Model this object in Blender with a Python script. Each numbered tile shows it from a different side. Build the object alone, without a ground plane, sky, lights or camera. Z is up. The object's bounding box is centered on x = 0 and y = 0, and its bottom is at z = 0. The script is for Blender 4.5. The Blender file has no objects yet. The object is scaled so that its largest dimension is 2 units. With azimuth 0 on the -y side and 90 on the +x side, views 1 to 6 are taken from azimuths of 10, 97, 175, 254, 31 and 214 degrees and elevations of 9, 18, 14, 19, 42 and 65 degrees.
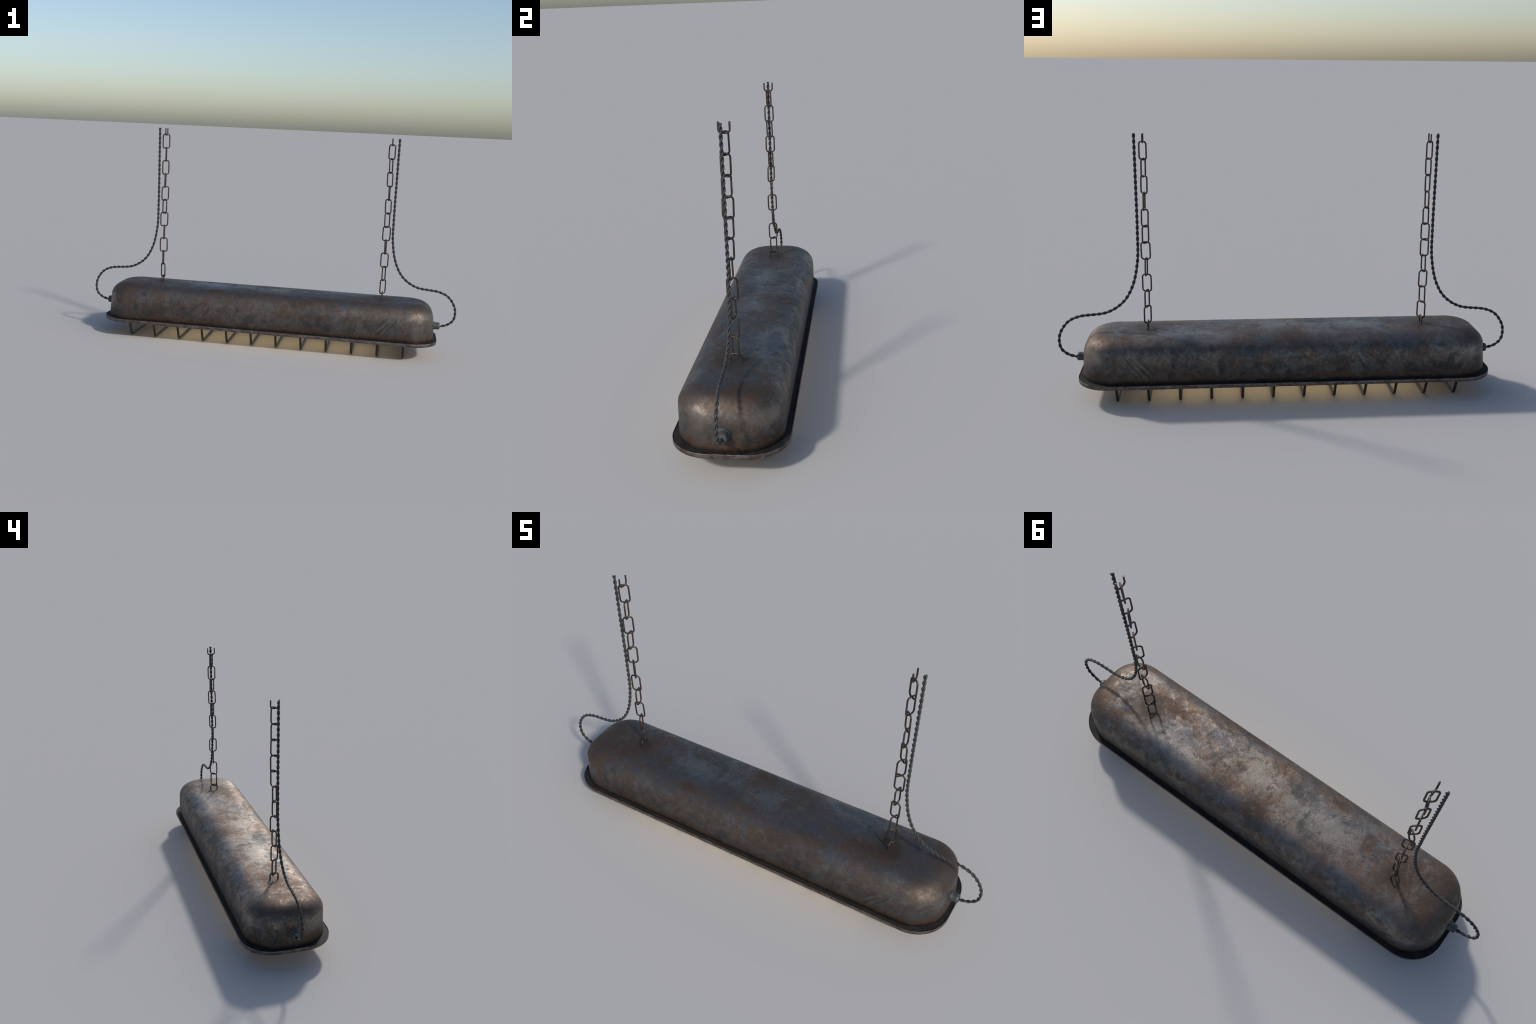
"""Old industrial strip lamp: a long domed steel shade with a flat brim and a
wire guard underneath, hung on two chains, with a twisted flex on each end."""
import bpy, math
import numpy as np
from mathutils import Vector

TAU = math.tau

# ------------------------------------------------------------------ helpers
def mesh_object(name, verts, faces, mat, parent=None, smooth=True, sharp=None):
    me = bpy.data.meshes.new(name)
    me.from_pydata([tuple(map(float, v)) for v in verts], [], faces)
    me.validate()
    if smooth:
        me.polygons.foreach_set("use_smooth", [True] * len(me.polygons))
        if sharp is not None:
            me.set_sharp_from_angle(angle=math.radians(sharp))
    me.materials.append(mat)
    ob = bpy.data.objects.new(name, me)
    bpy.context.scene.collection.objects.link(ob)
    if parent is not None:
        ob.parent = parent
    return ob


def rounded_rect(a, b, r, z, n=16, straight=1):
    """Closed outline, half sizes a x b, corner radius r, counter-clockwise."""
    r = min(r, b - 1e-4)
    pts = []
    for cx, cy, t0 in ((a - r, b - r, 0), (-a + r, b - r, 90), (-a + r, -b + r, 180), (a - r, -b + r, 270)):
        for t in np.radians(np.linspace(t0, t0 + 90, n)):
            pts.append((cx + r * math.cos(t), cy + r * math.sin(t), z))
    if straight > 1:                       # subdivide the straight runs
        out = []
        for i, p in enumerate(pts):
            q = pts[(i + 1) % len(pts)]
            k = straight if (i + 1) % n == 0 else 1
            for s in range(k):
                out.append(tuple(np.array(p) + (np.array(q) - np.array(p)) * s / k))
        pts = out
    return pts


def loft(rings, cap_start=False, cap_end=False, close=False):
    n = len(rings[0])
    verts = [p for r in rings for p in r]
    faces = []
    m = len(rings)
    for i in range(m if close else m - 1):
        a, b = i * n, ((i + 1) % m) * n
        for j in range(n):
            k = (j + 1) % n
            faces.append((a + j, a + k, b + k, b + j))
    if cap_start:
        faces.append(tuple(range(n))[::-1])
    if cap_end:
        faces.append(tuple(range((m - 1) * n, m * n)))
    return verts, faces


def tube(path, radius, sides=10, closed=False, up=Vector((0, 0, 1))):
    """Round wire swept along a path with parallel-transported frames."""
    path = [Vector(p) for p in path]
    n = len(path)
    tang = []
    for i in range(n):
        if closed:
            t = path[(i + 1) % n] - path[i - 1]
        else:
            t = path[min(i + 1, n - 1)] - path[max(i - 1, 0)]
        tang.append(t.normalized())
    ref = up - tang[0] * up.dot(tang[0])
    if ref.length < 1e-3:
        ref = Vector((1, 0, 0)) - tang[0] * tang[0].x
    if ref.length < 1e-3:
        ref = Vector((0, 1, 0)) - tang[0] * tang[0].y
    ref.normalize()
    rings = []
    for i in range(n):
        if i:
            ref = tang[i - 1].rotation_difference(tang[i]) @ ref
            ref = (ref - tang[i] * ref.dot(tang[i])).normalized()
        bi = tang[i].cross(ref)
        rings.append([tuple(path[i] + (ref * math.cos(a) + bi * math.sin(a)) * radius)
                      for a in np.arange(sides) * TAU / sides])
    return loft(rings, not closed, not closed, closed)


def join(parts):
    verts, faces = [], []
    for v, f in parts:
        o = len(verts)
        verts += list(v)
        faces += [tuple(i + o for i in q) for q in f]
    return verts, faces


def smooth_path(ctrl, step):
    """Centripetal Catmull-Rom through the control points, evenly resampled."""
    P = np.array(ctrl, float)
    P = np.vstack([2 * P[0] - P[1], P, 2 * P[-1] - P[-2]])
    out = []
    for i in range(1, len(P) - 2):
        a, b, c, d = P[i - 1:i + 3]
        t1 = np.linalg.norm(b - a) ** .5
        t2 = t1 + np.linalg.norm(c - b) ** .5
        t3 = t2 + np.linalg.norm(d - c) ** .5
        for t in np.linspace(t1, t2, 40, endpoint=False):
            A1 = (t1 - t) / t1 * a + t / t1 * b
            A2 = (t2 - t) / (t2 - t1) * b + (t - t1) / (t2 - t1) * c
            A3 = (t3 - t) / (t3 - t2) * c + (t - t2) / (t3 - t2) * d
            B1 = (t2 - t) / t2 * A1 + t / t2 * A2
            B2 = (t3 - t) / (t3 - t1) * A2 + (t - t1) / (t3 - t1) * A3
            out.append((t2 - t) / (t2 - t1) * B1 + (t - t1) / (t2 - t1) * B2)
    out.append(P[-2])
    L = np.array(out)
    s = np.concatenate([[0], np.cumsum(np.linalg.norm(np.diff(L, axis=0), axis=1))])
    u = np.linspace(0, s[-1], int(s[-1] / step) + 1)
    return np.stack([np.interp(u, s, L[:, k]) for k in range(3)], 1), u


# ------------------------------------------------------------------ materials
class Nodes:
    def __init__(self, name):
        self.mat = bpy.data.materials.new(name)
        self.mat.use_nodes = True
        self.t = self.mat.node_tree
        self.bsdf = self.t.nodes["Principled BSDF"]

    def new(self, kind, **kw):
        n = self.t.nodes.new(kind)
        for k, v in kw.items():
            setattr(n, k, v)
        return n

    def put(self, sock, val):
        if hasattr(val, "is_output") or isinstance(val, bpy.types.NodeSocket):
            self.t.links.new(val, sock)
        elif val is not None:
            sock.default_value = val

    def math(self, op, a, b=None, c=None, clamp=False):
        n = self.new("ShaderNodeMath", operation=op, use_clamp=clamp)
        for s, v in zip(n.inputs, (a, b, c)):
            self.put(s, v)
        return n.outputs[0]

    def coords(self, kind="Object"):
        return self.new("ShaderNodeTexCoord").outputs[kind]

    def mapped(self, vec, scale=(1, 1, 1), loc=(0, 0, 0), rot=(0, 0, 0)):
        n = self.new("ShaderNodeMapping")
        self.put(n.inputs["Vector"], vec)
        n.inputs["Scale"].default_value = scale
        n.inputs["Location"].default_value = loc
        n.inputs["Rotation"].default_value = rot
        return n.outputs[0]

    def noise(self, vec, scale, detail=5, rough=.6, distort=0.0):
        n = self.new("ShaderNodeTexNoise")
        self.put(n.inputs["Vector"], vec)
        n.inputs["Scale"].default_value = scale
        n.inputs["Detail"].default_value = detail
        n.inputs["Roughness"].default_value = rough
        n.inputs["Distortion"].default_value = distort
        return n.outputs["Fac"]

    def voronoi(self, vec, scale, feature="F1", rnd=1.0):
        n = self.new("ShaderNodeTexVoronoi", feature=feature)
        self.put(n.inputs["Vector"], vec)
        n.inputs["Scale"].default_value = scale
        n.inputs["Randomness"].default_value = rnd
        return n.outputs["Distance"]

    def ramp(self, fac, lo, hi, a=0.0, b=1.0, smooth=True):
        n = self.new("ShaderNodeMapRange", interpolation_type="SMOOTHSTEP" if smooth else "LINEAR")
        self.put(n.inputs["Value"], fac)
        n.inputs["From Min"].default_value = lo
        n.inputs["From Max"].default_value = hi
        n.inputs["To Min"].default_value = a
        n.inputs["To Max"].default_value = b
        return n.outputs["Result"]

    def mix(self, fac, a, b, blend="MIX"):
        n = self.new("ShaderNodeMix", data_type="RGBA", blend_type=blend)
        self.put(n.inputs["Factor"], fac)
        for s, v in ((n.inputs[6], a), (n.inputs[7], b)):
            self.put(s, (*v, 1) if isinstance(v, tuple) and len(v) == 3 else v)
        return n.outputs[2]

    def bump(self, height, strength, dist, normal=None):
        n = self.new("ShaderNodeBump")
        n.inputs["Strength"].default_value = strength
        n.inputs["Distance"].default_value = dist
        self.put(n.inputs["Height"], height)
        if normal is not None:
            self.put(n.inputs["Normal"], normal)
        return n.outputs["Normal"]

    def sep(self, vec):
        n = self.new("ShaderNodeSeparateXYZ")
        self.put(n.inputs[0], vec)
        return n.outputs

    def comb(self, x, y, z):
        n = self.new("ShaderNodeCombineXYZ")
        for s, v in zip(n.inputs, (x, y, z)):
            self.put(s, v)
        return n.outputs[0]

    def out(self, color=None, rough=None, metal=None, normal=None, **kw):
        b = self.bsdf.inputs
        if isinstance(color, tuple):
            color = (*color, 1)
        self.put(b["Base Color"], color)
        self.put(b["Roughness"], rough)
        self.put(b["Metallic"], metal)
        if normal is not None:
            self.put(b["Normal"], normal)
        for k, v in kw.items():
            self.put(b[k], v)
        return self.mat


def shade_material():
    m = Nodes("weathered_shade_steel")
    P = m.coords()
    x, y, z = m.sep(P)
    ay = m.math("ABSOLUTE", y)

    def at(ox, oy, oz, sx=1, sy=1, sz=1):
        return m.mapped(P, (sx, sy, sz), (ox, oy, oz))

    mid = m.noise(at(3.1, 1.7, .4), 15, 6, .68, .3)
    fine = m.noise(at(7.1, 2.7, 5.4), 55, 6, .72)
    grain = m.noise(at(1.1, 9.7, 2.4), 190, 3, .6)
    big = m.noise(at(0, 0, 0), 4.5, 5, .60, .7)
    tall = m.ramp(z, .22, .272)                          # 0 on the walls, 1 on the crown
    wall = m.math("SUBTRACT", 1.0, tall)

    brown, grey = (.142, .113, .097), (.118, .116, .115)
    col = m.mix(m.ramp(m.math("ADD", m.math("MULTIPLY", big, .6), m.math("MULTIPLY", mid, .4)), .42, .58), brown, grey)
    # pale rubbed metal, cloudy, mostly on the crown
    pn = m.noise(at(1.4, 8.2, 3.3), 7.5, 8, .70, .8)
    col = m.mix(m.math("MULTIPLY", m.ramp(pn, .47, .63), m.math("ADD", .46, m.math("MULTIPLY", tall, .14))), col, (.245, .229, .211))
    # bluish tint in long soft patches, strongest where the wall turns into the crown
    bn = m.noise(at(5.2, .6, 2.2, 3.2, 6, 6), 1, 6, .64, .8)
    shoulder = m.math("MULTIPLY", m.ramp(z, .19, .25), m.ramp(ay, .05, .12))
    bmask = m.math("MULTIPLY", m.ramp(bn, .50, .62), m.math("ADD", .28, m.math("MULTIPLY", shoulder, .30)))
    col = m.mix(bmask, col, (.085, .091, .112))
    # drifting soot clouds, thickened low on the walls to paint in their shade
    dn = m.noise(at(8.8, 4.1, 6.6), 8, 7, .70, .7)
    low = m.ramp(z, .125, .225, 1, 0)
    dmask = m.math("MULTIPLY", m.ramp(dn, .455, .58), m.math("ADD", .40, m.math("MULTIPLY", low, .52)))
    col = m.mix(dmask, col, (.036, .036, .037))
    # dark brown rust clouds with a warmer fringe
    rn = m.noise(at(2.2, 6.3, 1.9), 6.2, 9, .74, .8)
    col = m.mix(m.math("MULTIPLY", m.ramp(rn, .49, .58), .70), col, (.125, .080, .056))
    col = m.mix(m.math("MULTIPLY", m.ramp(rn, .57, .69), .80), col, (.052, .034, .024))
    sn = m.noise(at(6.2, 3.3, 7.9), 17, 8, .76, .5)
    col = m.mix(m.math("MULTIPLY", m.ramp(sn, .55, .64), .58), col, (.125, .070, .042))
    # larger areas on the crown: burnt brown, grey scale, pale and bluish
    cw = m.noise(at(5.5, 2.4, 8.1), 9, 9, .74, .6)
    cwob = m.math("MULTIPLY", m.math("SUBTRACT", cw, .5), 3.4)
    BR, GR, BL, PA = (.058, .036, .025), (.062, .063, .064), (.092, .098, .118), (.275, .261, .243)
    for cx, cy, rx, ry, tone, s in (
            (.46, .080, .11, .050, PA, .6), (.33, .11, .08, .05, PA, .5), (-.34, -.01, .13, .06, PA, .55), (.05, -.02, .12, .05, PA, .45),
            (.41, .112, .10, .030, BL, .60), (.11, .130, .09, .030, BL, .60), (-.15, .138, .09, .032, BL, .65), (-.49, .140, .12, .032, BL, .60),
            (.44, .02, .10, .05, BL, .5), (.73, -.09, .08, .045, BL, .5), (-.39, -.06, .11, .04, BL, .5), (-.16, -.07, .10, .04, BL, .5), (.30, -.06, .10, .04, BL, .55),
            (-.55, -.142, .018, .016, BL, .9),
            (.54, -.055, .085, .040, BR, .85), (-.01, .118, .060, .050, BR, .85), (.15, .096, .04, .03, BR, .6), (-.80, -.04, .11, .11, BR, .58),
            (-.67, -.063, .07, .05, BR, .7), (-.46, -.04, .035, .05, BR, .75), (.19, -.160, .09, .030, BR, .7), (.33, -.123, .07, .028, BR, .6),
            (-.285, -.122, .05, .020, BR, .8), (.81, .05, .06, .08, BR, .7), (.139, -.01, .03, .025, BR, .7), (-.80, .05, .07, .06, BR, .55),
            (-.13, -.062, .075, .040, GR, .85), (.70, .045, .035, .05, GR, .75), (-.05, .150, .05, .02, GR, .7), (.25, .03, .03, .03, GR, .6)):
        dx = m.math("DIVIDE", m.math("SUBTRACT", x, cx), rx)
        dy = m.math("DIVIDE", m.math("SUBTRACT", y, cy), ry)
        d = m.math("SQRT", m.math("ADD", m.math("MULTIPLY", dx, dx), m.math("MULTIPLY", dy, dy)))
        k = m.ramp(m.math("ADD", d, cwob), .45, 1.35, s, 0)
        col = m.mix(m.math("MULTIPLY", k, m.ramp(z, .20, .245)), col, tone)
    # crisp mottling over everything
    det = m.noise(at(1.9, 5.1, 3.7), 34, 10, .78, .3)
    col = m.mix(m.math("MULTIPLY", m.ramp(det, .53, .60), .48), col, (.215, .200, .185))
    col = m.mix(m.math("MULTIPLY", m.ramp(det, .40, .47, 1, 0), .58), col, (.040, .034, .030))
    # dark brown area round the feet of the chains
    mx = m.math("SUBTRACT", m.math("ABSOLUTE", x), .607)
    md = m.math("SQRT", m.math("ADD", m.math("MULTIPLY", mx, mx), m.math("MULTIPLY", y, y)))
    md = m.math("ADD", md, m.math("MULTIPLY", m.math("SUBTRACT", rn, .5), .22))
    col = m.mix(m.math("MULTIPLY", m.ramp(md, .01, .120, .92, 0), tall), col, (.040, .028, .021))
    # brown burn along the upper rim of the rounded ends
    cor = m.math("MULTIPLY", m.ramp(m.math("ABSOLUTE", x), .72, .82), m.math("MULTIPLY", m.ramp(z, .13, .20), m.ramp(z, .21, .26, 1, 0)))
    col = m.mix(m.math("MULTIPLY", m.math("MULTIPLY", m.math("MULTIPLY", cor, m.ramp(ay, .03, .09)), m.ramp(pn, .42, .54)), .55), col, (.250, .234, .220))  # end corners tinted paler to whiten the sun highlight there
    ends = m.math("MULTIPLY", m.ramp(m.math("ABSOLUTE", x), .70, .80), m.ramp(z, .215, .255))
    en = m.ramp(m.noise(at(.2, .5, .8), 10, 7, .72, .5), .36, .60)
    col = m.mix(m.math("MULTIPLY", m.math("MULTIPLY", ends, en), .72), col, (.078, .054, .041))
    # faint wiping marks running down the walls
    streak = m.noise(at(.3, .1, .8, 22, 22, 6), 1, 6, .68, .8)
    col = m.mix(m.math("MULTIPLY", m.math("MULTIPLY", m.ramp(streak, .52, .72), wall), .26), col, (.27, .26, .245))
    # soft blots, one set repeating along the length, the same on both sides
    xr = m.math("SUBTRACT", m.math("MODULO", m.math("ADD", x, 1.85), .99), .16)   # -.16 .. .83
    w1 = m.math("MULTIPLY", m.math("SUBTRACT", m.noise(at(2, 2, 5), 26, 4, .6), .5), 3.2)
    for bx, bz, rx, rz, s in ((.04, .246, .016, .013, .55), (-.13, .246, .016, .013, .55), (.0, .172, .016, .034, .7), (.045, .150, .020, .015, .5), (.62, .155, .034, .020, .6),
                              (.47, .19, .030, .022, .5)):
        dx = m.math("DIVIDE", m.math("SUBTRACT", xr, bx), rx)
        dz = m.math("DIVIDE", m.math("SUBTRACT", z, bz), rz)
        d = m.math("SQRT", m.math("ADD", m.math("MULTIPLY", dx, dx), m.math("MULTIPLY", dz, dz)))
        d = m.math("ADD", d, w1)
        k = m.math("MULTIPLY", m.ramp(d, .6, 1.25, s, 0), m.ramp(ay, .1, .14))
        col = m.mix(k, col, (.040, .041, .043))
    # fans of fine parallel scratches, low on the walls
    for sx in (-.335, .64):
        dx = m.math("SUBTRACT", x, sx)
        dz = m.math("SUBTRACT", z, .17)
        px, pz = m.math("SUBTRACT", dx, .16), m.math("SUBTRACT", dz, .20)   # they fan out from a far point
        ang = m.math("ARCTAN2", px, m.math("MULTIPLY", pz, -1))
        rad = m.math("SQRT", m.math("ADD", m.math("MULTIPLY", px, px), m.math("MULTIPLY", pz, pz)))
        line = m.noise(m.comb(m.math("MULTIPLY", ang, 38), m.math("MULTIPLY", rad, 7), sx), 1, 3, .6, .4)
        dd = m.math("ADD", m.math("POWER", m.math("DIVIDE", m.math("ADD", dx, m.math("MULTIPLY", dz, -.45)), .070), 2),
                    m.math("POWER", m.math("DIVIDE", dz, .068), 2))
        dd = m.math("ADD", dd, m.math("MULTIPLY", m.math("SUBTRACT", mid, .5), 1.6))
        k = m.math("MULTIPLY", m.ramp(dd, .2, 1.3, 1, 0), m.ramp(ay, .12, .15))
        col = m.mix(m.math("MULTIPLY", m.ramp(line, .50, .60), m.math("MULTIPLY", k, .55)), col, (.185, .184, .181))
        col = m.mix(m.math("MULTIPLY", m.ramp(line, .38, .50, 1, 0), m.math("MULTIPLY", k, .7)), col, (.034, .033, .033))
    # rust creeping up from the brim, with occlusion shade painted black into the corner
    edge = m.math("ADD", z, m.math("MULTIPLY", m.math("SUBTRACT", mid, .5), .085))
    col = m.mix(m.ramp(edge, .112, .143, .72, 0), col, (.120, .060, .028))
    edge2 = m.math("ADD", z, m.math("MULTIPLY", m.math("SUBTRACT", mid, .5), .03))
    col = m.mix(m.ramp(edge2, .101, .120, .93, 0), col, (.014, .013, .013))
    col = m.mix(1.0, col, m.mix(low, (1.03, 1.0, .955), (.60, .595, .60)), "MULTIPLY")  # lower walls multiplied darker for the side turned from the sun
    # fine grain, flecks and pits
    col = m.mix(m.math("MULTIPLY", m.ramp(fine, .58, .74), .28), col, (.30, .285, .265))
    col = m.mix(m.math("MULTIPLY", m.ramp(fine, .26, .44, 1, 0), .40), col, (.035, .030, .027))
    col = m.mix(.30, col, m.mix(1.0, col, m.mix(m.ramp(grain, .3, .7), (.5, .5, .5), (1.5, 1.48, 1.46)), "MULTIPLY"))
    pit = m.voronoi(P, 34)
    pitm = m.math("MULTIPLY", m.ramp(pit, .06, .14, 1, 0), m.ramp(sn, .46, .56))
    col = m.mix(m.math("MULTIPLY", pitm, .75), col, (.022, .020, .019))

    relief = m.ramp(m.noise(at(9, 1, 4), 5, 3, .5), .44, .62)      # only some areas are pocked
    n1 = m.bump(m.noise(at(4, 4, 4), 11, 3, .5), .30, .010)
    h = m.math("MULTIPLY", m.math("ADD", m.math("MULTIPLY", sn, .5), m.math("MULTIPLY", fine, .4)), m.math("ADD", .35, m.math("MULTIPLY", relief, .65)))
    n2 = m.bump(h, .34, .0038, n1)
    n3 = m.bump(m.math("MULTIPLY", pitm, -1), .3, .002, n2)
    # rust and soot are rough and dull, rubbed metal is smoother
    bw = m.new("ShaderNodeRGBToBW")
    m.put(bw.inputs[0], col)
    lum = bw.outputs[0]
    rough = m.math("ADD", m.ramp(lum, .03, .22, .60, .45), m.math("MULTIPLY", m.math("SUBTRACT", det, .5), -.30))
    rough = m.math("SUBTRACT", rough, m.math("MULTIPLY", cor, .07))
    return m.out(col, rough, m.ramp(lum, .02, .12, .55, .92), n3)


def dark_steel(name, base, rusty, scale, rough, metal, speck=.5, bump=.2):
    m = Nodes(name)
    P = m.coords()
    a = m.noise(P, scale, 6, .7)
    b = m.noise(m.mapped(P, loc=(4, 2, 7)), scale * 3.5, 5, .7)
    col = m.mix(m.ramp(a, .42, .60), base, rusty)
    col = m.mix(m.math("MULTIPLY", m.ramp(b, .50, .66), speck), col, tuple(c * .35 for c in base))
    return m.out(col, rough, metal, m.bump(b, bump, .001))


def brim_material():
    m = Nodes("brim_steel")
    P = m.coords()
    x, y, z = m.sep(P)
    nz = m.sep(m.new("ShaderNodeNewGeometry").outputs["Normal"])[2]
    a = m.noise(m.mapped(P, (1, 1, 2)), 30, 6, .7, .3)
    b = m.noise(P, 90, 5, .7)
    lip = m.mix(m.ramp(a, .40, .60), (.165, .142, .132), (.085, .060, .050))
    lip = m.mix(m.math("MULTIPLY", m.ramp(b, .5, .66), .5), lip, (.19, .175, .165))
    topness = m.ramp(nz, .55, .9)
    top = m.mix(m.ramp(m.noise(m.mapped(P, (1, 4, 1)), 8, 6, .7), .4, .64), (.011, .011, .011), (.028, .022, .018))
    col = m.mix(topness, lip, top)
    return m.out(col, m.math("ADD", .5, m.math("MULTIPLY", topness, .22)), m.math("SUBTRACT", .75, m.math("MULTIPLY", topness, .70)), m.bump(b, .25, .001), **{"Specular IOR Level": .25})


def simple(name, color, rough, metal=0.0, **kw):
    return Nodes(name).out(color, rough, metal, **kw)


def cord_material():
    m = Nodes("fabric_flex")
    P = m.coords()
    n = m.noise(P, 260, 3, .6)
    col = m.mix(m.ramp(n, .35, .65), (.020, .021, .0205), (.050, .052, .050))
    return m.out(col, .75, 0.0, m.bump(n, .3, .0006))


def gland_material():
    m = Nodes("grey_gland")
    n = m.noise(m.coords(), 60, 5, .65)
    col = m.mix(m.ramp(n, .35, .65), (.045, .049, .048), (.078, .084, .082))
    return m.out(col, .5, 0.15)


MAT_SHADE = shade_material()
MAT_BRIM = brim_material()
MAT_CHAIN = dark_steel("rusty_chain_steel", (.086, .073, .065), (.074, .049, .035), 45, .48, .8, .5)
MAT_GUARD = dark_steel("guard_wire_steel", (.036, .030, .026), (.028, .021, .017), 40, .42, .45, .5)
MAT_CORD = cord_material()
MAT_GLAND = gland_material()
MAT_RUBBER = simple("black_rubber", (.012, .012, .012), .7)
MAT_INSIDE = simple("cream_enamel", (.62, .55, .42), .5)
MAT_HOLDER = simple("white_lampholder", (.55, .54, .50), .45)
MAT_TUBE = Nodes("glowing_tube").out((.9, .85, .75), .3, 0.0,
                                     **{"Emission Color": (1.0, .79, .49, 1), "Emission Strength": 1.3})

# ------------------------------------------------------------------ the lamp
lamp = bpy.data.objects.new("hanging_strip_lamp", None)
lamp.empty_display_size = .2
bpy.context.scene.collection.objects.link(lamp)
lamp["label"] = "rusty industrial strip lamp hanging on two chains"
lamp["category"] = "pendant lamp"

# --- shade: rounded-rectangle sections, near-vertical walls rolling into a flat crown
A, B, R0, RT = .8892, .1835, .1474, .0703
H, RHO, N, RX, RY, DX, DY, ZB = .2837, .0714, 1.78, .069, .0794, .0671, .0074, .0900


def shade_section(s, shrink=0.0):
    """s = 0 at the shoulder start .. 1 at the crown edge."""
    th = s * math.pi / 2
    z = H - RHO + RHO * math.sin(th) ** (2 / N)
    k = 1 - math.cos(th) ** (2 / N)
    a = A - RX * k - DX * (z - .09)
    b = B - RY * k - DY * (z - .09)
    return a, b, R0 + (RT - R0) * s, z


# profile rows (a, b, corner radius, z), evened out along its length so the wall
# melts into the shoulder without a line
rows = [(A - DX * (z - .09), B - DY * (z - .09), R0, z) for z in np.linspace(ZB, H - RHO, 40)[:-1]]
rows += [shade_section(s) for s in np.linspace(0, 1, 60)]
aT, bT, rT, zT = shade_section(1)
rows += [(aT - bT * (1 - f), bT * f, rT * f, zT + .0045 * (1 - f * f)) for f in np.linspace(1, .03, 60)[1:]]
rows = np.array(rows)
arc = np.concatenate([[0], np.cumsum(np.hypot(np.diff(rows[:, 1]), np.diff(rows[:, 3])))])
grid = np.linspace(0, arc[-1], 240)
rows = np.stack([np.interp(grid, arc, rows[:, k]) for k in range(4)], 1)
win = np.hanning(2 * int(.024 / grid[1]) + 1)
pad = len(win) // 2
soft = np.stack([np.convolve(np.concatenate([2 * c[0] - c[pad:0:-1], c, 2 * c[-1] - c[-2:-pad - 2:-1]]), win / win.sum(), "valid")
                 for c in rows.T], 1)
rings = [rounded_rect(a, b, max(r, .002), z, 18, 40) for a, b, r, z in soft[list(range(0, 236, 5))]]
outer = loft(rings, cap_end=True)
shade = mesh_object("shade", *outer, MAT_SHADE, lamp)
# pressed sheet shades softly: borrow the normals of a more strongly evened profile
wide = np.hanning(2 * int(.062 / grid[1]) + 1)
wp = len(wide) // 2
softer = np.stack([np.convolve(np.concatenate([2 * c[0] - c[wp:0:-1], c, 2 * c[-1] - c[-2:-wp - 2:-1]]), wide / wide.sum(), "valid")
                   for c in rows.T], 1)
gv, gf = loft([rounded_rect(a, b, max(r, .002), z, 18, 40) for a, b, r, z in softer[list(range(0, 236, 5))]], cap_end=True)
guide = bpy.data.meshes.new("guide")
guide.from_pydata([tuple(map(float, p)) for p in gv], [], gf)
nrm = [tuple(n.vector) for n in guide.vertex_normals]
bpy.data.meshes.remove(guide)
shade.data.normals_split_custom_set_from_vertices(nrm)
# cream-painted lining on the inside, a sheet thickness in
t = .004
lin = []
for z in np.linspace(.0832, H - RHO - t, 6)[:-1]:
    lin.append(rounded_rect(A - DX * (z - .09) - t, B - DY * (z - .09) - t, R0 - t, z, 14, 8))
for s in np.linspace(0, 1, 10):
    a, b, r, z = shade_section(s)
    lin.append(rounded_rect(a - t, b - t, r - t, z - t, 14, 8))
v, f = loft(lin, cap_end=True)
lining = mesh_object("lining", v, [q[::-1] for q in f], MAT_INSIDE, shade)

# --- brim: flat flange around the foot of the shade, lip a little rounded
BA, BB, BR, BT, BL = .9047, .2033, .1428, .1004, .0831
prof = [(-.042, BT - .0025), (-.0035, BT - .0025), (-.0025, BT - .0006), (-.0012, BT), (-.0005, BT - .0003), (0, BT - .0015),
        (0, BL + .0015), (-.0006, BL + .0004), (-.0018, BL), (-.044, BL)]
rings = [rounded_rect(BA + o, BB + o, BR + o, z, 28, 12) for o, z in prof]
v, f = loft(rings, close=True)
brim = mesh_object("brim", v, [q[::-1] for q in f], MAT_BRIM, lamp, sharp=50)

# --- wire guard: twelve trapezoidal hoops under the brim
WR = .0061


def hoop_path():
    yb, yt, zt, rad = .1385, .1805, .0905, .027
    zb = WR
    pts = []
    d = Vector((0, yt - yb, zt - zb)).normalized()
    corner = Vector((0, yb, zb))
    ang = math.acos(Vector((0, 1, 0)).dot(d))
    tl = rad * math.tan(ang / 2)
    p0, p1 = corner - Vector((0, tl, 0)), corner + d * tl
    c = p0 + Vector((0, 0, rad))
    right = [p0 + Vector((0, 0, 0))]
    for i in range(1, 9):
        a = ang * i / 8
        right.append(c + Vector((0, math.sin(a) * rad, -math.cos(a) * rad)))
    right.append(Vector((0, yt, zt)))
    left = [Vector((p.x, -p.y, p.z)) for p in right]
    return left[::-1] + right


v, f = tube(hoop_path(), WR, 12, up=Vector((1, 0, 0)))
first = None
for k in range(12):
    if first is None:
        ob = first = mesh_object("guard_wire", v, f, MAT_GUARD, lamp, sharp=60)
    else:
        ob = first.copy()
        bpy.context.scene.collection.objects.link(ob)
        ob.parent = lamp
    ob.location.x = (k - 5.5) * .1335

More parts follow.
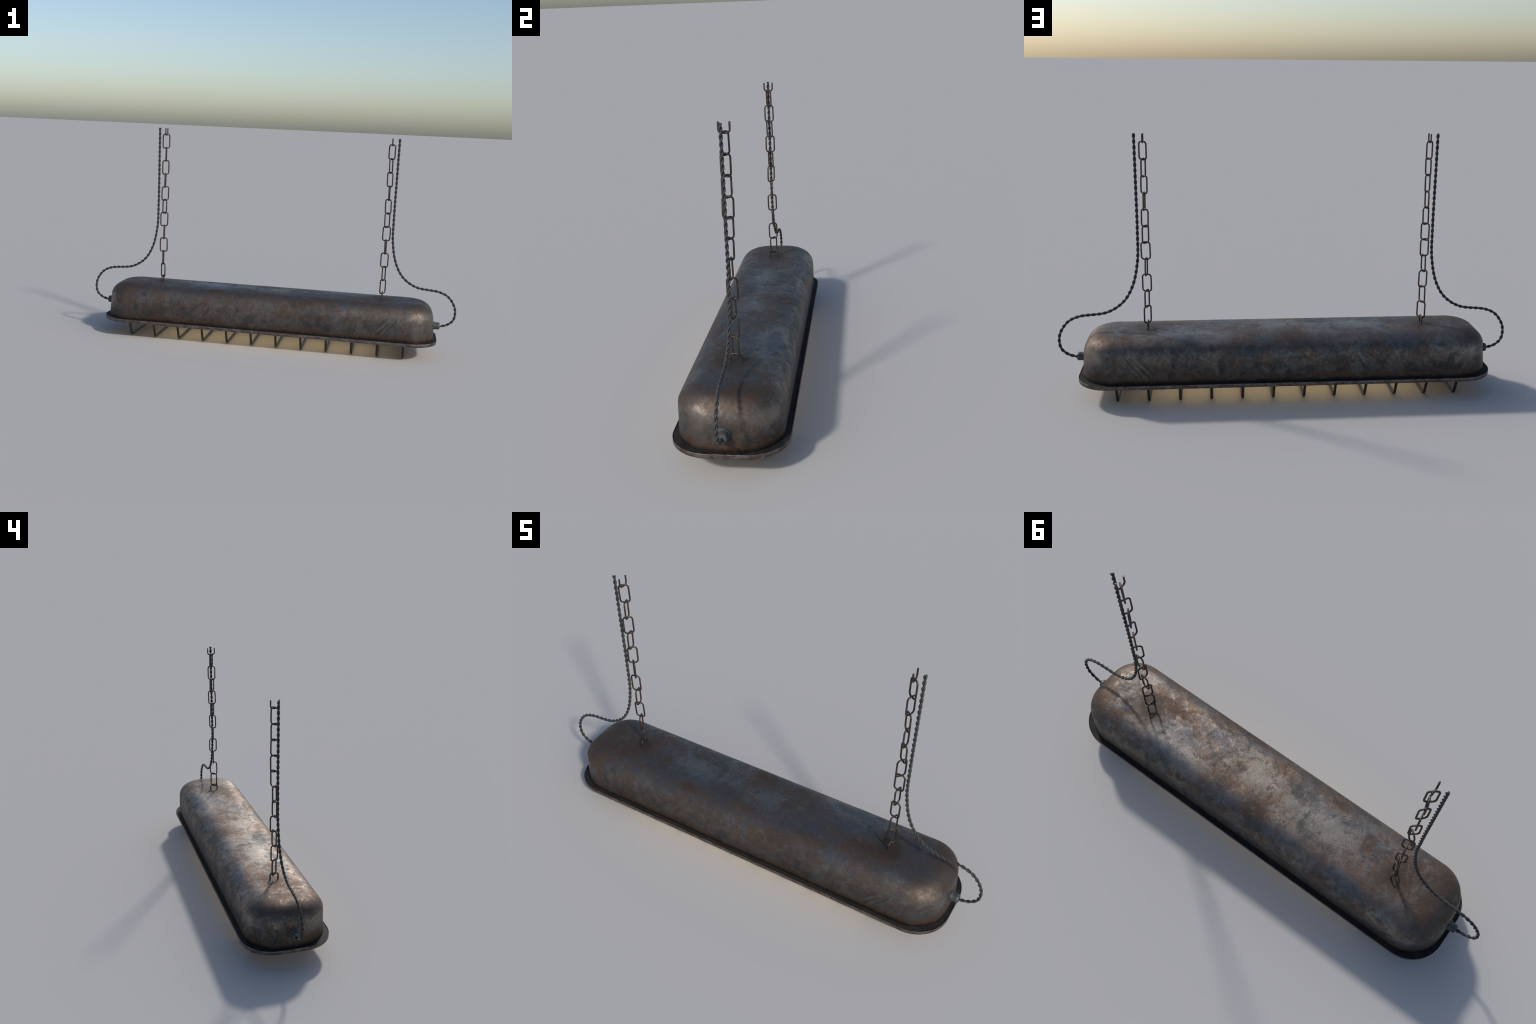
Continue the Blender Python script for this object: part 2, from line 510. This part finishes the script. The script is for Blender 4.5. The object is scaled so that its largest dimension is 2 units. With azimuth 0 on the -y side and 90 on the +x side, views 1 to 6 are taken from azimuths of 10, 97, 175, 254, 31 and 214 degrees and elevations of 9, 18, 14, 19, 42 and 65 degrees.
# --- light source: two tubes in holders
for i, y in enumerate((-.06, .06)):
    ring = lambda x, r: [(x, y + r * math.cos(a), .112 + r * math.sin(a)) for a in np.arange(20) * TAU / 20]
    v, f = loft([ring(-.595, .0185), ring(.595, .0185)], True, True)
    tb = mesh_object("fluorescent_tube", v, f, MAT_TUBE, lamp, sharp=40)
    for sx in (-1, 1):
        v, f = loft([ring(sx * .596, .021), ring(sx * .635, .021)], True, True)
        if sx < 0:
            f = [q[::-1] for q in f]
        mesh_object("lampholder", v, f, MAT_HOLDER, tb, sharp=40)

# --- chains
CD, CW, CH = .0034, .0378, .0754       # wire radius, centre-line width and height of a link
PITCH = .0711
TOP_Z, CUT = 1.1036, 1.1325
TURN_MINUS = (37, -70, 45, -81, 38, -43, 13, -79, 13, -67, -44)
TURN_PLUS = (-35, 67, -45, 84, -39, 51, -5, 81, -12, 66, 45)


def link_path(w, h, r, n=6):
    pts = []
    for cx, cz, t0 in ((w / 2 - r, h / 2 - r, 0), (-w / 2 + r, h / 2 - r, 90), (-w / 2 + r, -h / 2 + r, 180), (w / 2 - r, -h / 2 + r, 270)):
        for t in np.radians(np.linspace(t0, t0 + 90, n)):
            pts.append((cx + r * math.cos(t), 0, cz + r * math.sin(t)))
    return pts


def u_path(w, r, leg, sign, n=8):
    """Half a link: legs of given length, sign +1 arch upwards, -1 hanging."""
    pts = [(w / 2, 0, -sign * leg)]
    for cx, t0 in ((w / 2 - r, 0), (-w / 2 + r, 90)):
        for t in np.radians(np.linspace(t0, t0 + 90, n)):
            pts.append((cx + r * math.cos(t), 0, sign * (r * math.sin(t) - r)))
    pts.append((-w / 2, 0, -sign * leg))
    return pts


link_mesh = None
for sx, turns in ((-1, TURN_MINUS), (1, TURN_PLUS)):
    x0 = sx * .6068
    rot = lambda p, z: (0.0 - p[2] * 0 + x0, p[0], p[2] + z)
    low = [rot(p, .3245 - CD) for p in u_path(CW, .0115, .052, 1)]     # staple let into the crown
    top_z = TOP_Z - .0112
    high = [rot(p, top_z - 0 + 0) for p in u_path(CW, .0115, CUT - top_z, -1)]
    high = [(px, py, pz - (0.0 if abs(pz - CUT) < 1e-6 else -CD + .0)) for px, py, pz in high]
    v, f = join([tube(low, CD, 12), tube(high, CD, 12)])
    chain = mesh_object("chain", v, f, MAT_CHAIN, lamp, sharp=60)
    for k, deg in enumerate(turns):
        if link_mesh is None:
            lk = mesh_object("chain_link", *tube(link_path(CW, CH, .0125), CD, 12, True, up=Vector((0, 1, 0))), MAT_CHAIN, chain)
            link_mesh = lk.data
        else:
            lk = bpy.data.objects.new("chain_link", link_mesh)
            bpy.context.scene.collection.objects.link(lk)
            lk.parent = chain
        lk.location = (x0 + .0008 * math.sin(2.1 * k + sx), .0006 * math.cos(1.7 * k), TOP_Z - (CH / 2 + CD) - PITCH * k)
        lk.rotation_euler = (math.radians(.8 * math.sin(3.3 * k + 1)), math.radians(.9 * math.sin(2.3 * k + sx)), math.radians(deg))

# --- twisted two-core flex: straight drop beside the chain, then an S to the gland
CORD = [(.643, 1.1325), (.6415, .935), (.6405, .72), (.6443, .588), (.669, .477), (.711, .407), (.780, .3622),
        (.906, .3438), (.953, .320), (.9893, .262), (.9868, .203), (.958, .174), (.915, .1595)]
CY = -.005
STRAND, TWIST = .0035, .0485
for sx in (1, -1):
    path, s = smooth_path([(sx * x, CY, z) for x, z in CORD], .0022)
    tang = np.gradient(path, axis=0)
    tang /= np.linalg.norm(tang, axis=1)[:, None]
    side = np.array([0, 1.0, 0])
    other = np.cross(tang, side)
    parts = []
    for ph in (0, math.pi):
        ang = s / TWIST * TAU + ph + .3
        off = (np.cos(ang)[:, None] * side + np.sin(ang)[:, None] * other) * STRAND
        parts.append(tube((path + off).tolist(), STRAND, 10, up=Vector((0, 1, 0))))
    cord = mesh_object("cord", *join(parts), MAT_CORD, lamp, sharp=60)

# --- cable glands on the two ends
for sx in (1, -1):
    def ring(x, r, n=28):
        return [(sx * x, CY + r * math.cos(a), .163 + r * math.sin(a)) for a in np.arange(n) * TAU / n]
    prof = [(.874, .0230), (.8880, .0230), (.8897, .0215), (.8899, .0188), (.9035, .0184), (.9037, .0168), (.9052, .0168), (.9054, .0188),
            (.9125, .0188), (.9168, .0165), (.9187, .0125), (.9190, .0060), (.9150, .0052)]
    v, f = loft([ring(x, r) for x, r in prof], True, True)
    if sx < 0:
        f = [q[::-1] for q in f]
    gland = mesh_object("cable_gland", v, f, MAT_GLAND, lamp, sharp=35)

bpy.context.view_layer.update()
